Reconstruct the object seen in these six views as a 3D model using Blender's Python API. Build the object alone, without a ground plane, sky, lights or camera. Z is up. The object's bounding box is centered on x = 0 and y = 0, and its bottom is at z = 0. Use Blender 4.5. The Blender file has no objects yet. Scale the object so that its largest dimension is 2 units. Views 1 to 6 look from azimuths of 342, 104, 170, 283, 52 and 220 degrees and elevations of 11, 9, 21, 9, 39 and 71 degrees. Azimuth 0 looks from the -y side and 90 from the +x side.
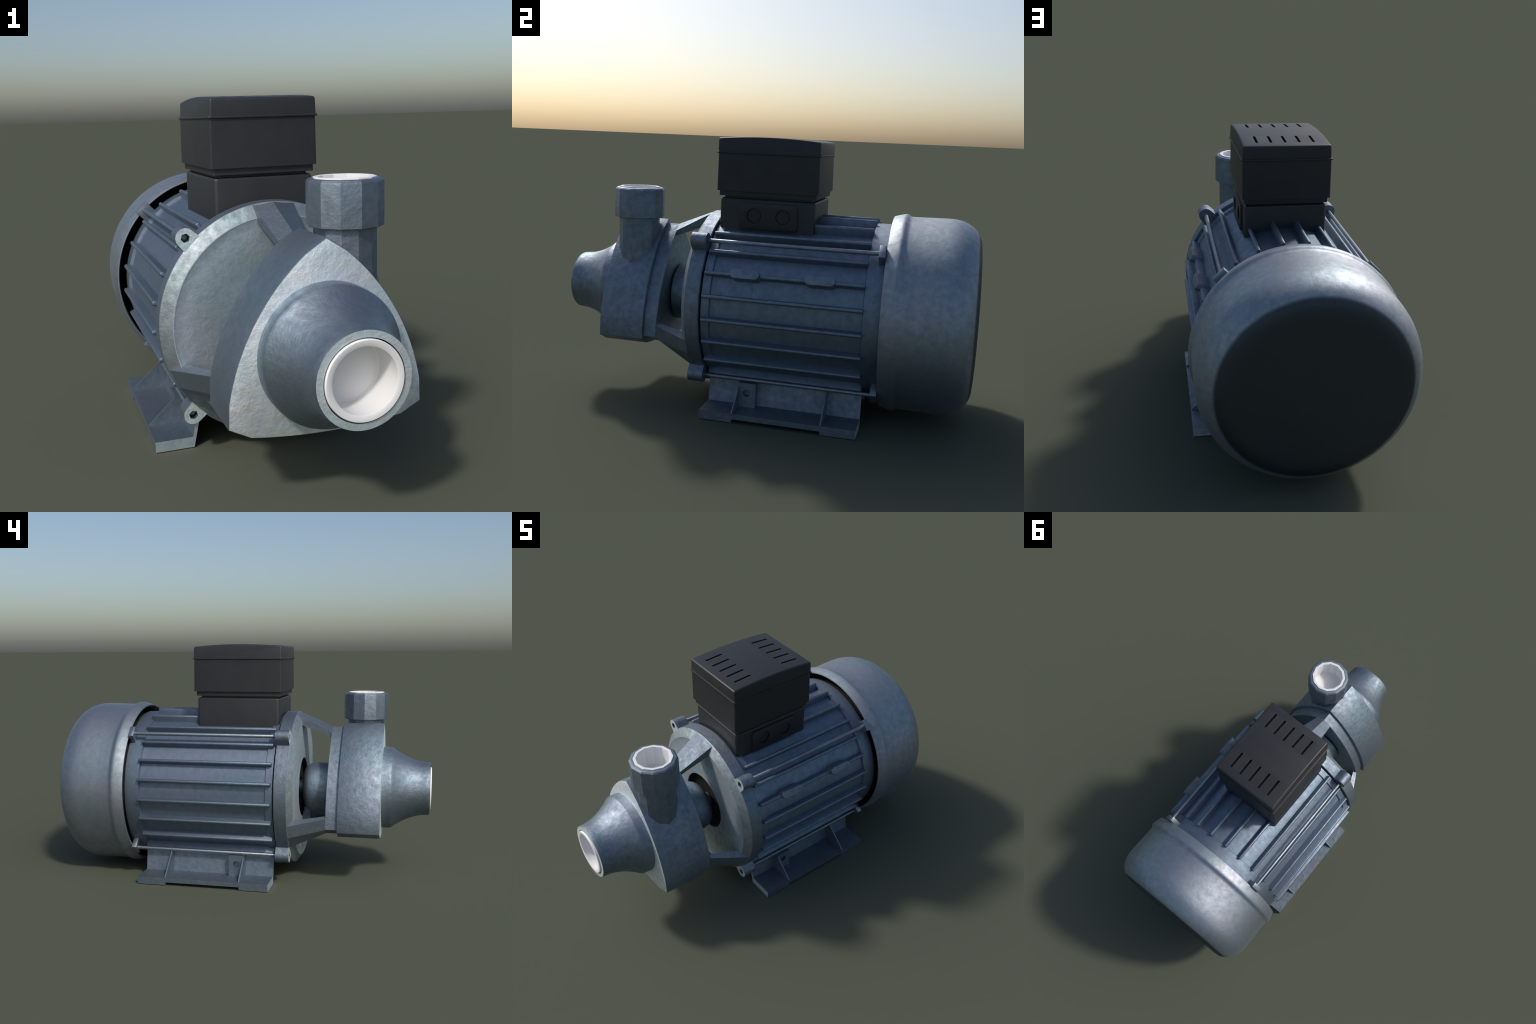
"""Peripheral electric water pump: finned motor with fan cover, control box on
top, end bell with three arms, triangular pump casing with inlet and outlet."""
import math
import bpy
import bmesh
from mathutils import Matrix, Vector

AXIS_Z = 0.481          # height of the motor shaft, which runs along y at x = 0
PI = math.pi


# ------------------------------------------------------------------ materials
def new_mat(name):
    m = bpy.data.materials.new(name)
    m.use_nodes = True
    nt = m.node_tree
    return m, nt, nt.nodes["Principled BSDF"]


def noise(nt, scale, detail=3.0, rough=0.55, stretch=(1, 1, 1), offset=(0, 0, 0)):
    tc = nt.nodes.new("ShaderNodeTexCoord")
    mp = nt.nodes.new("ShaderNodeMapping")
    mp.inputs["Scale"].default_value = stretch
    mp.inputs["Location"].default_value = offset
    n = nt.nodes.new("ShaderNodeTexNoise")
    n.inputs["Scale"].default_value = scale
    n.inputs["Detail"].default_value = detail
    n.inputs["Roughness"].default_value = rough
    nt.links.new(tc.outputs["Object"], mp.inputs["Vector"])
    nt.links.new(mp.outputs["Vector"], n.inputs["Vector"])
    return n


def ramp(nt, src, stops):
    r = nt.nodes.new("ShaderNodeValToRGB")
    cr = r.color_ramp
    while len(cr.elements) < len(stops):
        cr.elements.new(0.5)
    for e, (p, c) in zip(cr.elements, stops):
        e.position = p
        e.color = (*c, 1) if len(c) == 3 else c
    nt.links.new(src, r.inputs["Fac"])
    return r.outputs["Color"]


def mix(nt, fac, a, b, mode="MIX"):
    m = nt.nodes.new("ShaderNodeMix")
    m.data_type = "RGBA"
    m.blend_type = mode
    for sock, val in ((m.inputs[0], fac), (m.inputs[6], a), (m.inputs[7], b)):
        if isinstance(val, (int, float)):
            sock.default_value = val
        elif isinstance(val, tuple):
            sock.default_value = (*val, 1)
        else:
            nt.links.new(val, sock)
    return m.outputs[2]


def cast_metal(name, col, rough=(0.34, 0.44), bump=0.06, shift=0.0, mottle=0.14):
    """Weathered cast metal: slate grey with faint lilac and teal clouds and a fine mottle."""
    m, nt, p = new_mat(name)
    p.inputs["Metallic"].default_value = 1.0
    r, g, b = col
    cloud = noise(nt, 4.0, 2.0, offset=(shift, 0, 0))
    hue = ramp(nt, cloud.outputs["Fac"], [
        (0.34, (r * 0.91, g * 0.985, b * 0.98)), (0.5, (r, g, b)), (0.66, (r * 1.06, g * 1.01, b * 1.03))])
    fine = noise(nt, 30.0, 5.0, 0.65, offset=(0, shift, 3))
    mott = ramp(nt, fine.outputs["Fac"], [(0.3, (1 - mottle,) * 3), (0.7, (1 + mottle,) * 3)])
    nt.links.new(mix(nt, 1.0, hue, mott, "MULTIPLY"), p.inputs["Base Color"])
    rg = ramp(nt, fine.outputs["Fac"], [(0.3, (rough[1],) * 3), (0.7, (rough[0],) * 3)])
    nt.links.new(rg, p.inputs["Roughness"])
    b = nt.nodes.new("ShaderNodeBump")
    b.inputs["Strength"].default_value = bump
    b.inputs["Distance"].default_value = 0.02
    nt.links.new(fine.outputs["Fac"], b.inputs["Height"])
    nt.links.new(b.outputs["Normal"], p.inputs["Normal"])
    return m


def paint_end_shade(mat, y0, y1, col):
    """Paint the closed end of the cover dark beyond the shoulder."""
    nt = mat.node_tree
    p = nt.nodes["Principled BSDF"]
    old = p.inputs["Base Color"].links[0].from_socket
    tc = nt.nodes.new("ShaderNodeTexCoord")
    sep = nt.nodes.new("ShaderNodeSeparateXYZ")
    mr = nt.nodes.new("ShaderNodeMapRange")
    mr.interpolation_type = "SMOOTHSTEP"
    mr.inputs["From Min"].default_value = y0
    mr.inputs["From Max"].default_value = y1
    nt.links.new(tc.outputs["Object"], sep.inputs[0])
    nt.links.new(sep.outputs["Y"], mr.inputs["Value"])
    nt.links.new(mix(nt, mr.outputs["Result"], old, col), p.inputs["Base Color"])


def plastic(name, col, rough, grain=0.12):
    m, nt, p = new_mat(name)
    n = noise(nt, 14.0, 4.0)
    c0 = tuple(c * (1 - grain) for c in col)
    c1 = tuple(c * (1 + grain) for c in col)
    nt.links.new(ramp(nt, n.outputs["Fac"], [(0.3, c0), (0.7, c1)]), p.inputs["Base Color"])
    p.inputs["Roughness"].default_value = rough
    return m


SLATE = (0.222, 0.268, 0.318)
METAL = cast_metal("cast_aluminium", SLATE, bump=0.16, rough=(0.54, 0.66), mottle=0.16)
METAL_SMOOTH = cast_metal("pressed_steel", (0.335, 0.37, 0.415), bump=0.07, rough=(0.54, 0.63), shift=5.0, mottle=0.15)
METAL_FIN = cast_metal("finned_aluminium", (0.212, 0.262, 0.325), bump=0.06, rough=(0.54, 0.64), shift=2.0, mottle=0.12)
METAL_ROD = cast_metal("rod_steel", (0.27, 0.31, 0.355), bump=0.0, rough=(0.48, 0.56), shift=9.0)
FRONT_LIGHT_TINT = cast_metal("front_light_tinted_metal", (0.87, 0.945, 0.995), bump=0.22, rough=(0.55, 0.72), shift=4.0, mottle=0.24)
BELL_FACE = cast_metal("bell_face", (0.585, 0.655, 0.71), bump=0.14, rough=(0.58, 0.72), shift=7.0, mottle=0.2)  # lightened to hold the brightness of the plate lit from the front
BELL_RIM = cast_metal("bell_rim", (0.33, 0.385, 0.41), bump=0.14, rough=(0.58, 0.70), shift=8.0, mottle=0.22)
BLACK = plastic("black_plastic", (0.0225, 0.0240, 0.0268), 0.46)
DARK = plastic("dark_cavity", (0.004, 0.004, 0.004), 0.9)
WHITE = plastic("white_lining", (0.80, 0.80, 0.80), 0.5, 0.01)


# -------------------------------------------------------------------- helpers
def tint_lit_faces(me, test, mat=FRONT_LIGHT_TINT):
    """Give chosen faces a paler metal with the front light baked into its colour."""
    me.materials.append(mat)
    for p in me.polygons:
        if test(p.center, p.normal):
            p.material_index = 1
    return me


def link(obj):
    bpy.context.scene.collection.objects.link(obj)
    return obj


def finish_mesh(bm, name, mat, angle=35):
    bmesh.ops.recalc_face_normals(bm, faces=bm.faces)
    me = bpy.data.meshes.new(name)
    bm.to_mesh(me)
    bm.free()
    me.materials.append(mat)
    shade(me, angle)
    return me


def shade(me, angle=35):
    me.shade_smooth()
    me.set_sharp_from_angle(angle=math.radians(angle))


def add(name, me, parent):
    o = link(bpy.data.objects.new(name, me))
    o.parent = parent
    return o


def lathe(profile, segs=96, closed=False, cz=AXIS_Z, cx=0.0, phase=0.0):
    """Turn (y, r) points round the y axis; an r of 0 closes the end in a point."""
    bm = bmesh.new()
    rings = []
    for y, r in profile:
        if r < 1e-6:
            rings.append([bm.verts.new((cx, y, cz))])
        else:
            rings.append([bm.verts.new((cx + r * math.cos(phase + 2 * PI * i / segs), y,
                                        cz + r * math.sin(phase + 2 * PI * i / segs))) for i in range(segs)])
    pairs = list(zip(rings, rings[1:])) + ([(rings[-1], rings[0])] if closed else [])
    for a, b in pairs:
        for i in range(segs):
            j = (i + 1) % segs
            if len(a) == 1:
                bm.faces.new((a[0], b[i], b[j]))
            elif len(b) == 1:
                bm.faces.new((a[i], b[0], a[j]))
            else:
                bm.faces.new((a[i], b[i], b[j], a[j]))
    return bm


def upright(bm, x, y):
    """Stand a y-axis lathe built about the origin upright at (x, y)."""
    bmesh.ops.rotate(bm, verts=bm.verts, cent=(0, 0, 0), matrix=Matrix.Rotation(PI / 2, 3, "X"))
    bmesh.ops.translate(bm, verts=bm.verts, vec=(x, y, 0))
    return bm


def prism(outline, lo, hi, axis="y"):
    """Extrude an outline; axis y takes (x, z), axis x takes (y, z), axis z takes (x, y)."""
    put = {"y": lambda a, b, t: (a, t, b), "x": lambda a, b, t: (t, a, b), "z": lambda a, b, t: (a, b, t)}[axis]
    bm = bmesh.new()
    v0 = [bm.verts.new(put(a, b, lo)) for a, b in outline]
    v1 = [bm.verts.new(put(a, b, hi)) for a, b in outline]
    bm.faces.new(v0)
    bm.faces.new(v1)
    n = len(outline)
    for i in range(n):
        j = (i + 1) % n
        bm.faces.new((v0[i], v0[j], v1[j], v1[i]))
    bmesh.ops.recalc_face_normals(bm, faces=bm.faces)
    return bm


def bevel_edges(bm, width, segs, test):
    es = [e for e in bm.edges if len(e.link_faces) == 2 and test(e)]
    bmesh.ops.bevel(bm, geom=es, offset=width, segments=segs, profile=0.5, affect="EDGES", clamp_overlap=True)
    return bm


def sharp(e, deg=40):
    return e.calc_face_angle(0) > math.radians(deg)


def direction(e):
    return (e.verts[0].co - e.verts[1].co).normalized()


def rounded_rect(a0, a1, b0, b1, r, n=5):
    pts = []
    for ca, cb, s in ((a1 - r, b1 - r, 0), (a0 + r, b1 - r, 1), (a0 + r, b0 + r, 2), (a1 - r, b0 + r, 3)):
        for i in range(n + 1):
            t = PI / 2 * (s + i / n)
            pts.append((ca + r * math.cos(t), cb + r * math.sin(t)))
    return pts


def cut(me, cutters, angle=35):
    """Boolean the cutter bmeshes out of a mesh, and drop the helpers."""
    o = link(bpy.data.objects.new("work", me))
    tools = []
    for bm in cutters:
        bmesh.ops.recalc_face_normals(bm, faces=bm.faces)
        tm = bpy.data.meshes.new("tool")
        bm.to_mesh(tm)
        bm.free()
        t = link(bpy.data.objects.new("tool", tm))
        tools.append(t)
        md = o.modifiers.new("cut", "BOOLEAN")
        md.operation = "DIFFERENCE"
        md.solver = "EXACT"
        md.object = t
    dg = bpy.context.evaluated_depsgraph_get()
    out = bpy.data.meshes.new_from_object(o.evaluated_get(dg))
    out.name = me.name
    for t in tools:
        bpy.data.objects.remove(t)
    bpy.data.objects.remove(o)
    shade(out, angle)
    return out


def ring_place(obj, deg):
    """Put a part that was modelled at angle 0 (pointing +x) at this angle round the shaft."""
    obj.rotation_euler = (0, -math.radians(deg), 0)
    obj.location = (0, 0, AXIS_Z)
    return obj


# ----------------------------------------------------------------------- root
root = link(bpy.data.objects.new("electric_water_pump", None))
root["label"] = "grey cast metal electric water pump with black control box"
root["category"] = "water pump"

# --------------------------------------------------------------- motor housing
BODY_R, FIN_R = 0.397, 0.4335
FIN_FRONT, FIN_REAR = -0.195, 0.525
bm = lathe([(-0.203, 0.30), (-0.203, 0.406), (-0.166, 0.406), (-0.163, BODY_R), (0.519, BODY_R), (0.523, 0.410),
            (0.600, 0.410), (0.605, 0.404), (0.605, 0.0)], 100)
motor = add("motor_housing", finish_mesh(bm, "motor_housing", METAL_FIN), root)

FIN_STEP = 360 / 25


def fin_mesh(y0, y1, name):
    root_r = BODY_R - 0.012
    out = [(root_r, -0.0102), (FIN_R - 0.006, -0.0086), (FIN_R - 0.002, -0.0070), (FIN_R + 0.0006, -0.0032), (FIN_R + 0.0006, 0.0032), (FIN_R - 0.002, 0.0070), (FIN_R - 0.006, 0.0086), (root_r, 0.0102)]
    b = prism(out, y0, y1, "y")
    bevel_edges(b, 0.0030, 2, lambda e: sharp(e, 60) and abs(direction(e).y) < 0.5 and max(v.co.x for v in e.verts) > BODY_R)
    return finish_mesh(b, name, METAL_FIN, 50)


long_fin = fin_mesh(FIN_FRONT, FIN_REAR, "cooling_fin")
short_fin = fin_mesh(0.235, FIN_REAR, "short_cooling_fin")
for k in range(25):
    deg = 90 + FIN_STEP * (k + 0.5)
    from_top = min(k + 0.5, 25 - k - 0.5)
    me = short_fin if from_top < 2 else long_fin
    ring_place(add("cooling_fin", me, motor), deg)

# two stadium bosses that sit on one fin of the outlet side
BOSS_DEG = 90 - 4.5 * FIN_STEP
for yc in (-0.003, 0.331):
    b = prism(rounded_rect(-0.066, 0.066, -0.021, 0.021, 0.0208, 6), 0.375, 0.4545, "x")
    bmesh.ops.translate(b, verts=b.verts, vec=(0, yc, 0))
    bevel_edges(b, 0.006, 3, lambda e: sharp(e, 50) and min(v.co.x for v in e.verts) > 0.44)
    ring_place(add("fin_boss", finish_mesh(b, "fin_boss", METAL), motor), BOSS_DEG)

# ------------------------------------------------------------------ fan cover
prof = [(0.640, 0.439), (0.600, 0.4425), (0.5975, 0.4455), (0.5985, 0.4495), (0.612, 0.4535), (0.630, 0.4585), (0.645, 0.4620), (0.654, 0.4630),
        (0.662, 0.4612), (0.668, 0.4560), (0.674, 0.4525), (0.684, 0.4512), (0.76, 0.4525), (0.845, 0.4540), (0.880, 0.4525),
        (0.905, 0.4475), (0.930, 0.4385), (0.955, 0.4235), (0.973, 0.4070), (0.985, 0.3890), (0.9930, 0.3730), (0.9975, 0.3590), (0.9988, 0.3450), (1.000, 0.3350), (0.9988, 0.3000), (0.9985, 0.0)]
paint_end_shade(METAL_SMOOTH, 0.979, 0.989, (0.080, 0.092, 0.104))
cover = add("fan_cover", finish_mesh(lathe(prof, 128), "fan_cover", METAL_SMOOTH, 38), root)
bm = lathe([(0.603, 0.4422), (0.640, 0.4405), (0.850, 0.4405), (0.900, 0.40), (0.900, 0.0)], 96)
add("cover_interior", finish_mesh(bm, "cover_interior", DARK), cover)
add("inner_drum", finish_mesh(lathe([(0.604, 0.390), (0.606, 0.3980), (0.80, 0.3980), (0.80, 0.0)], 96), "inner_drum", DARK), cover)

# ------------------------------------------------------------------- end bell
bm = lathe([(-0.210, 0.0), (-0.210, 0.419), (-0.213, 0.422), (-0.275, 0.422), (-0.2765, 0.4205), (-0.3050, 0.3790), (-0.3055, 0.376), (-0.3036, 0.370), (-0.3032, 0.340), (-0.3032, 0.170), (-0.3020, 0.1645), (-0.2950, 0.1615), (-0.270, 0.1615), (-0.270, 0.0)], 96)
bell = add("end_bell", tint_lit_faces(finish_mesh(bm, "end_bell", METAL, 25), lambda c, n: c.y < -0.2768 and (c.x ** 2 + (c.z - AXIS_Z) ** 2) ** 0.5 > 0.165, BELL_FACE), root)
end_mesh = bell.data
end_mesh.materials.append(BELL_RIM)
for p in end_mesh.polygons:                      # the sloping rim round the plate
    if p.material_index == 1 and math.hypot(p.center.x, p.center.z - AXIS_Z) > 0.378:
        p.material_index = 2
bm = lathe([(-0.2955, 0.1610), (-0.2800, 0.1590), (-0.2765, 0.1540), (-0.2760, 0.0)], 64)
add("shaft_opening", finish_mesh(bm, "shaft_opening", DARK), bell)

# lugs with a hexagon hole, and the tie rods that run from them to the fan end
LUG_R = 0.4475
lug = []
for i in range(9):                                     # rounded outer end
    t = -PI / 2 + PI * i / 8
    lug.append((LUG_R + 0.0345 * math.cos(t), 0.0345 * math.sin(t)))
lug += [(0.405, 0.0375), (0.405, -0.0375)]
b = prism(lug, -0.279, -0.2065, "y")
me = finish_mesh(b, "bolt_lug", METAL, 30)
hexa = [(LUG_R + 0.0165 * math.cos(PI / 3 * i), 0.0165 * math.sin(PI / 3 * i)) for i in range(6)]
me = tint_lit_faces(cut(me, [prism(hexa, -0.30, -0.245, "y")], 30), lambda c, n: c.y < -0.278)
rod = [(-0.255, 0.0), (-0.255, 0.0085), (-0.253, 0.0098), (0.571, 0.0098), (0.571, 0.0)]
rod_me = finish_mesh(lathe(rod, 16, cz=0.0, cx=LUG_R), "tie_rod", METAL_ROD)
tab = prism([(0.404, -0.0325), (0.467, -0.0325), (0.467, 0.0325), (0.404, 0.0325)], 0.5675, 0.5965, "y")
bevel_edges(tab, 0.0025, 2, lambda e: sharp(e))
tab_me = finish_mesh(tab, "clamp_tab", METAL_ROD)
for deg in (45, 135, 225, 315):
    ring_place(add("bolt_lug", me, bell), deg)
    r = ring_place(add("tie_rod", rod_me, root), deg)
    add("clamp_tab", tab_me, r)


# three arms from the bell to the bracket, each a ridged bar
def arm_mesh():
    """Built pointing +x: cross-sections run from the bell (y=-.27) to the bracket."""
    bm = bmesh.new()
    sects = []
    for y, half, r_side, r_mid, deep in ((-0.262, 0.077, 0.4145, 0.4215, 0.050), (-0.278, 0.0755, 0.4115, 0.4195, 0.049), (-0.464, 0.0500, 0.3135, 0.3435, 0.026)):
        sects.append([bm.verts.new(p) for p in ((r_side - deep, y, -half * 0.93), (r_side, y, -half), (r_mid, y, 0),
                                                (r_side, y, half), (r_side - deep, y, half * 0.93), (r_mid - deep * 1.25, y, 0))])
    for a, c in zip(sects, sects[1:]):
        for i in range(6):
            j = (i + 1) % 6
            bm.faces.new((a[i], a[j], c[j], c[i]))
    bm.faces.new(sects[0])
    bm.faces.new(sects[-1])
    bevel_edges(bm, 0.002, 2, lambda e: sharp(e, 45) and abs(direction(e).y) > 0.5)
    return finish_mesh(bm, "support_arm", METAL, 12)


arm = arm_mesh()
for deg in (90, 210, 330):
    ring_place(add("support_arm", arm, bell), deg)


# -------------------------------------------------- bracket plate and casing
def trilobe(inset=0.0):
    """Bulging triangle with three blunt corners: straight cuts beside each
    corner and shallow arcs between; the bottom side is flatter than the others."""
    apex = 0.363 - inset
    pts = []
    for s, mid_r in enumerate((0.26, 0.235, 0.26)):
        corner = math.radians(90 - 120 * s)
        pts.append((apex * math.cos(corner), AXIS_Z + apex * math.sin(corner)))
        mid, mid_r = corner - PI / 3, mid_r - inset
        a = math.radians(48.5)
        ax, az = (0.3275 - inset) * math.cos(a), (0.3275 - inset) * math.sin(a)
        c = (mid_r ** 2 - ax * ax - az * az) / (2 * (mid_r - ax))
        rad = mid_r - c
        lim = math.atan2(az, ax - c)
        for i in range(17):
            t = lim - 2 * lim * i / 16
            x, z = c + rad * math.cos(t), rad * math.sin(t)
            pts.append((x * math.cos(mid) - z * math.sin(mid), AXIS_Z + x * math.sin(mid) + z * math.cos(mid)))
    return pts


b = prism(trilobe(0.020), -0.526, -0.462, "y")
bevel_edges(b, 0.002, 1, lambda e: sharp(e, 60))
bracket = add("bracket_plate", finish_mesh(b, "bracket_plate", METAL, 25), root)
hub = [(-0.45, 0.140), (-0.392, 0.140), (-0.372, 0.1388), (-0.352, 0.1345), (-0.334, 0.1255), (-0.321, 0.1135), (-0.3140, 0.1010), (-0.3115, 0.0880), (-0.3115, 0.0400), (-0.25, 0.0400)]
add("bearing_hub", finish_mesh(lathe(hub, 64), "bearing_hub", METAL, 40), bracket)

b = prism(trilobe(), -0.744, -0.525, "y")
bevel_edges(b, 0.0022, 2, lambda e: sharp(e, 60))
casing = add("pump_casing", tint_lit_faces(finish_mesh(b, "pump_casing", METAL, 25), lambda c, n: n.y < -0.99), root)

# inlet nozzle, its axis a little above the shaft
IN_Z = 0.4945
noz = [(-0.73, 0.222), (-0.788, 0.2205), (-0.7935, 0.2185), (-0.8, 0.2135), (-0.820, 0.1985), (-0.845, 0.1830), (-0.870, 0.1700), (-0.895, 0.1595),
       (-0.920, 0.1512), (-0.945, 0.1460), (-0.970, 0.1436), (-0.990, 0.1420), (-0.9932, 0.1405), (-0.9938, 0.1200), (-0.978, 0.1185), (-0.93, 0.1180)]
inlet = add("inlet_nozzle", tint_lit_faces(finish_mesh(lathe(noz, 72, cz=IN_Z), "inlet_nozzle", METAL, 40), lambda c, n: c.y < -0.986 and n.y < -0.7), casing)
lin = [(-0.96, 0.1160), (-0.9975, 0.1160), (-1.0, 0.1140), (-1.0, 0.0985), (-0.998, 0.0960), (-0.894, 0.0945), (-0.889, 0.090), (-0.887, 0.06), (-0.886, 0.0)]
add("inlet_lining", finish_mesh(lathe(lin, 72, cz=IN_Z), "inlet_lining", WHITE, 40), inlet)

# outlet: twelve-sided pipe and collar, cup-lined in white
OUT_X, OUT_Y = 0.108, -0.635
# profiles are (-height, radius) because upright() turns -y into up
pipe = [(-0.56, 0.098), (-0.868, 0.098)]
outlet = add("outlet_pipe", finish_mesh(upright(lathe([(-y, r) for y, r in pipe], 12, cz=0), OUT_X, OUT_Y), "outlet_pipe", METAL, 20), casing)
col = [(-0.8605, 0.096), (-0.8605, 0.118), (-0.8625, 0.120), (-0.991, 0.120), (-0.997, 0.1185), (-1.003, 0.1125), (-1.0045, 0.108), (-1.0045, 0.0990), (-0.95, 0.098)]
add("outlet_collar", finish_mesh(upright(lathe([(-y, r) for y, r in col], 12, cz=0), OUT_X, OUT_Y), "outlet_collar", METAL, 20), outlet)
lin = [(-0.97, 0.0975), (-1.0075, 0.0975), (-1.009, 0.096), (-1.009, 0.0845), (-1.0075, 0.083), (-0.910, 0.0815), (-0.906, 0.078), (-0.904, 0.05), (-0.904, 0.0)]
add("outlet_lining", finish_mesh(upright(lathe([(-y, r) for y, r in lin], 12, cz=0), OUT_X, OUT_Y), "outlet_lining", WHITE, 20), outlet)

# ------------------------------------------------------------------------ feet
FOOT_Y0, FOOT_Y1 = -0.187, 0.527
GUSSET_Y = (-0.032, 0.372)
for side in (1, -1):
    sec = [(0.299, 0.0), (0.443, 0.0), (0.443, 0.040), (0.302, 0.040), (0.287, 0.128), (0.270, 0.225), (0.255, 0.225), (0.277, 0.10)]
    b = prism([(side * x, z) for x, z in sec], FOOT_Y0, FOOT_Y1, "y")
    me = finish_mesh(b, "mounting_foot", METAL, 25)
    gap = prism([(side * 0.20, -0.02), (side * 0.50, -0.02), (side * 0.50, 0.0155), (side * 0.20, 0.0155)], GUSSET_Y[0], GUSSET_Y[1] - 0.001, "y")
    foot = add("mounting_foot", tint_lit_faces(cut(me, [gap], 25), lambda c, n: abs(n.y) > 0.9 and not FOOT_Y0 + 0.01 < c.y < FOOT_Y1 - 0.01, BELL_FACE), root)  # foot ends coloured paler for the glare on their front
    gm = finish_mesh(prism([(side * x, z) for x, z in ((0.296, 0.038), (0.442, 0.0385), (0.442, 0.043), (0.287, 0.186), (0.270, 0.186))], -0.0032, 0.0032, "y"),
                     "gusset", METAL, 25)
    for gy in GUSSET_Y:
        g = add("gusset", gm, foot)
        g.location = (0, gy, 0)
    tabm = finish_mesh(prism([(side * x, z) for x, z in ((0.285, 0.038), (0.337, 0.038), (0.335, 0.153), (0.27, 0.153))], -0.036, 0.048, "y"), "earth_tab", METAL, 25)
    hole = prism([(0.006 + 0.018 * math.cos(PI / 4 * i + 0.39), 0.106 + 0.018 * math.sin(PI / 4 * i + 0.39)) for i in range(8)],
                 min(side * 0.312, side * 0.36), max(side * 0.312, side * 0.36), "x")
    add("earth_tab", cut(tabm, [hole], 25), foot)

# ----------------------------------------------------------------- control box
CX = -0.003
b = prism(rounded_rect(CX - 0.1855, CX + 0.1835, -0.1985, 0.2535, 0.016), 0.78, 0.986, "z")
bevel_edges(b, 0.010, 3, lambda e: sharp(e, 60) and min(v.co.z for v in e.verts) > 0.97)
terminal = add("terminal_box", finish_mesh(b, "terminal_box", BLACK), root)
b = prism(rounded_rect(CX - 0.172, CX + 0.170, -0.183, 0.237, 0.014), 0.975, 1.0, "z")
add("box_neck", finish_mesh(b, "box_neck", BLACK), terminal)
b = prism(rounded_rect(CX - 0.189, CX + 0.187, -0.203, 0.2575, 0.008), 0.9955, 1.03, "z")
add("box_collar", finish_mesh(b, "box_collar", BLACK), terminal)

# cable entry plate on the outlet side: raised rounded panel with two knock-outs
b = prism(rounded_rect(-0.103, 0.175, 0.843, 0.967, 0.016), 0.165, 0.1905, "x")
bevel_edges(b, 0.002, 2, lambda e: sharp(e, 60) and min(v.co.x for v in e.verts) > 0.189)
me = finish_mesh(b, "cable_entry_plate", BLACK)


KNOCK = ((-0.031, 0.909), (0.107, 0.909))
circles = [[(y + 0.0345 * math.cos(2 * PI * i / 40), z + 0.0345 * math.sin(2 * PI * i / 40)) for i in range(40)] for y, z in KNOCK]
add("cable_entry_plate", cut(me, [prism(c, 0.155, 0.20, "x") for c in circles]), terminal)
for y, z in KNOCK:
    disc = [(y + 0.0315 * math.cos(2 * PI * i / 40), z + 0.0315 * math.sin(2 * PI * i / 40)) for i in range(40)]
    b = prism(disc, 0.17, 0.1835, "x")
    bevel_edges(b, 0.0012, 1, lambda e: sharp(e, 60))
    add("knockout_disc", finish_mesh(b, "knockout_disc", BLACK), terminal)


def tapered(x0, x1, y0, y1, z0, z1, inset, r):
    b = prism(rounded_rect(x0, x1, y0, y1, r), z0, z1, "z")
    cx, cy = (x0 + x1) / 2, (y0 + y1) / 2
    fx, fy = 1 - inset / ((x1 - x0) / 2), 1 - inset / ((y1 - y0) / 2)
    for v in b.verts:
        if v.co.z > (z0 + z1) / 2:
            v.co.x, v.co.y = cx + (v.co.x - cx) * fx, cy + (v.co.y - cy) * fy
    return b


b = tapered(CX - 0.1990, CX + 0.1965, -0.2125, 0.268, 1.019, 1.1945, 0.0015, 0.009)
upper = add("capacitor_box", finish_mesh(b, "capacitor_box", BLACK), root)
b = prism(rounded_rect(CX - 0.203, CX + 0.202, -0.218, 0.2735, 0.012), 1.1905, 1.1985, "z")
bevel_edges(b, 0.0025, 2, lambda e: sharp(e, 60))
add("box_rim", finish_mesh(b, "box_rim", BLACK), upper)

# lid, arched along its length, with two rows of five vent slots
LY0, LY1, LX = -0.2125, 0.268, 0.1972
edge_z, rise = 1.2578, 0.0122
out = [(LY0, 1.193)] + [(LY0 + (LY1 - LY0) * i / 24, edge_z + 0.0012 * (1 - i / 12) + rise * (1 - (2 * i / 24 - 1) ** 2)) for i in range(25)] + [(LY1, 1.193)]
b = prism(out, CX - LX, CX + LX, "x")
for v in b.verts:                                       # slight draft towards the top
    f = (v.co.z - 1.193) / 0.062
    v.co.x = CX + (v.co.x - CX) * (1 - 0.016 * f)
bevel_edges(b, 0.0085, 4, lambda e: sharp(e, 50) and max(v.co.z for v in e.verts) > 1.2)
me = finish_mesh(b, "box_lid", BLACK, 50)
slots = []
for x in (-2, -1, 0, 1, 2):
    for y0 in (-0.167, 0.122):
        s = rounded_rect(-0.0058, 0.0058, y0, y0 + 0.101, 0.0057, 4)
        slots.append(prism([(x * 0.0628 + CX + 0.002 + a, c) for a, c in s], 1.240, 1.30, "z"))
add("box_lid", cut(me, slots, 50), upper)
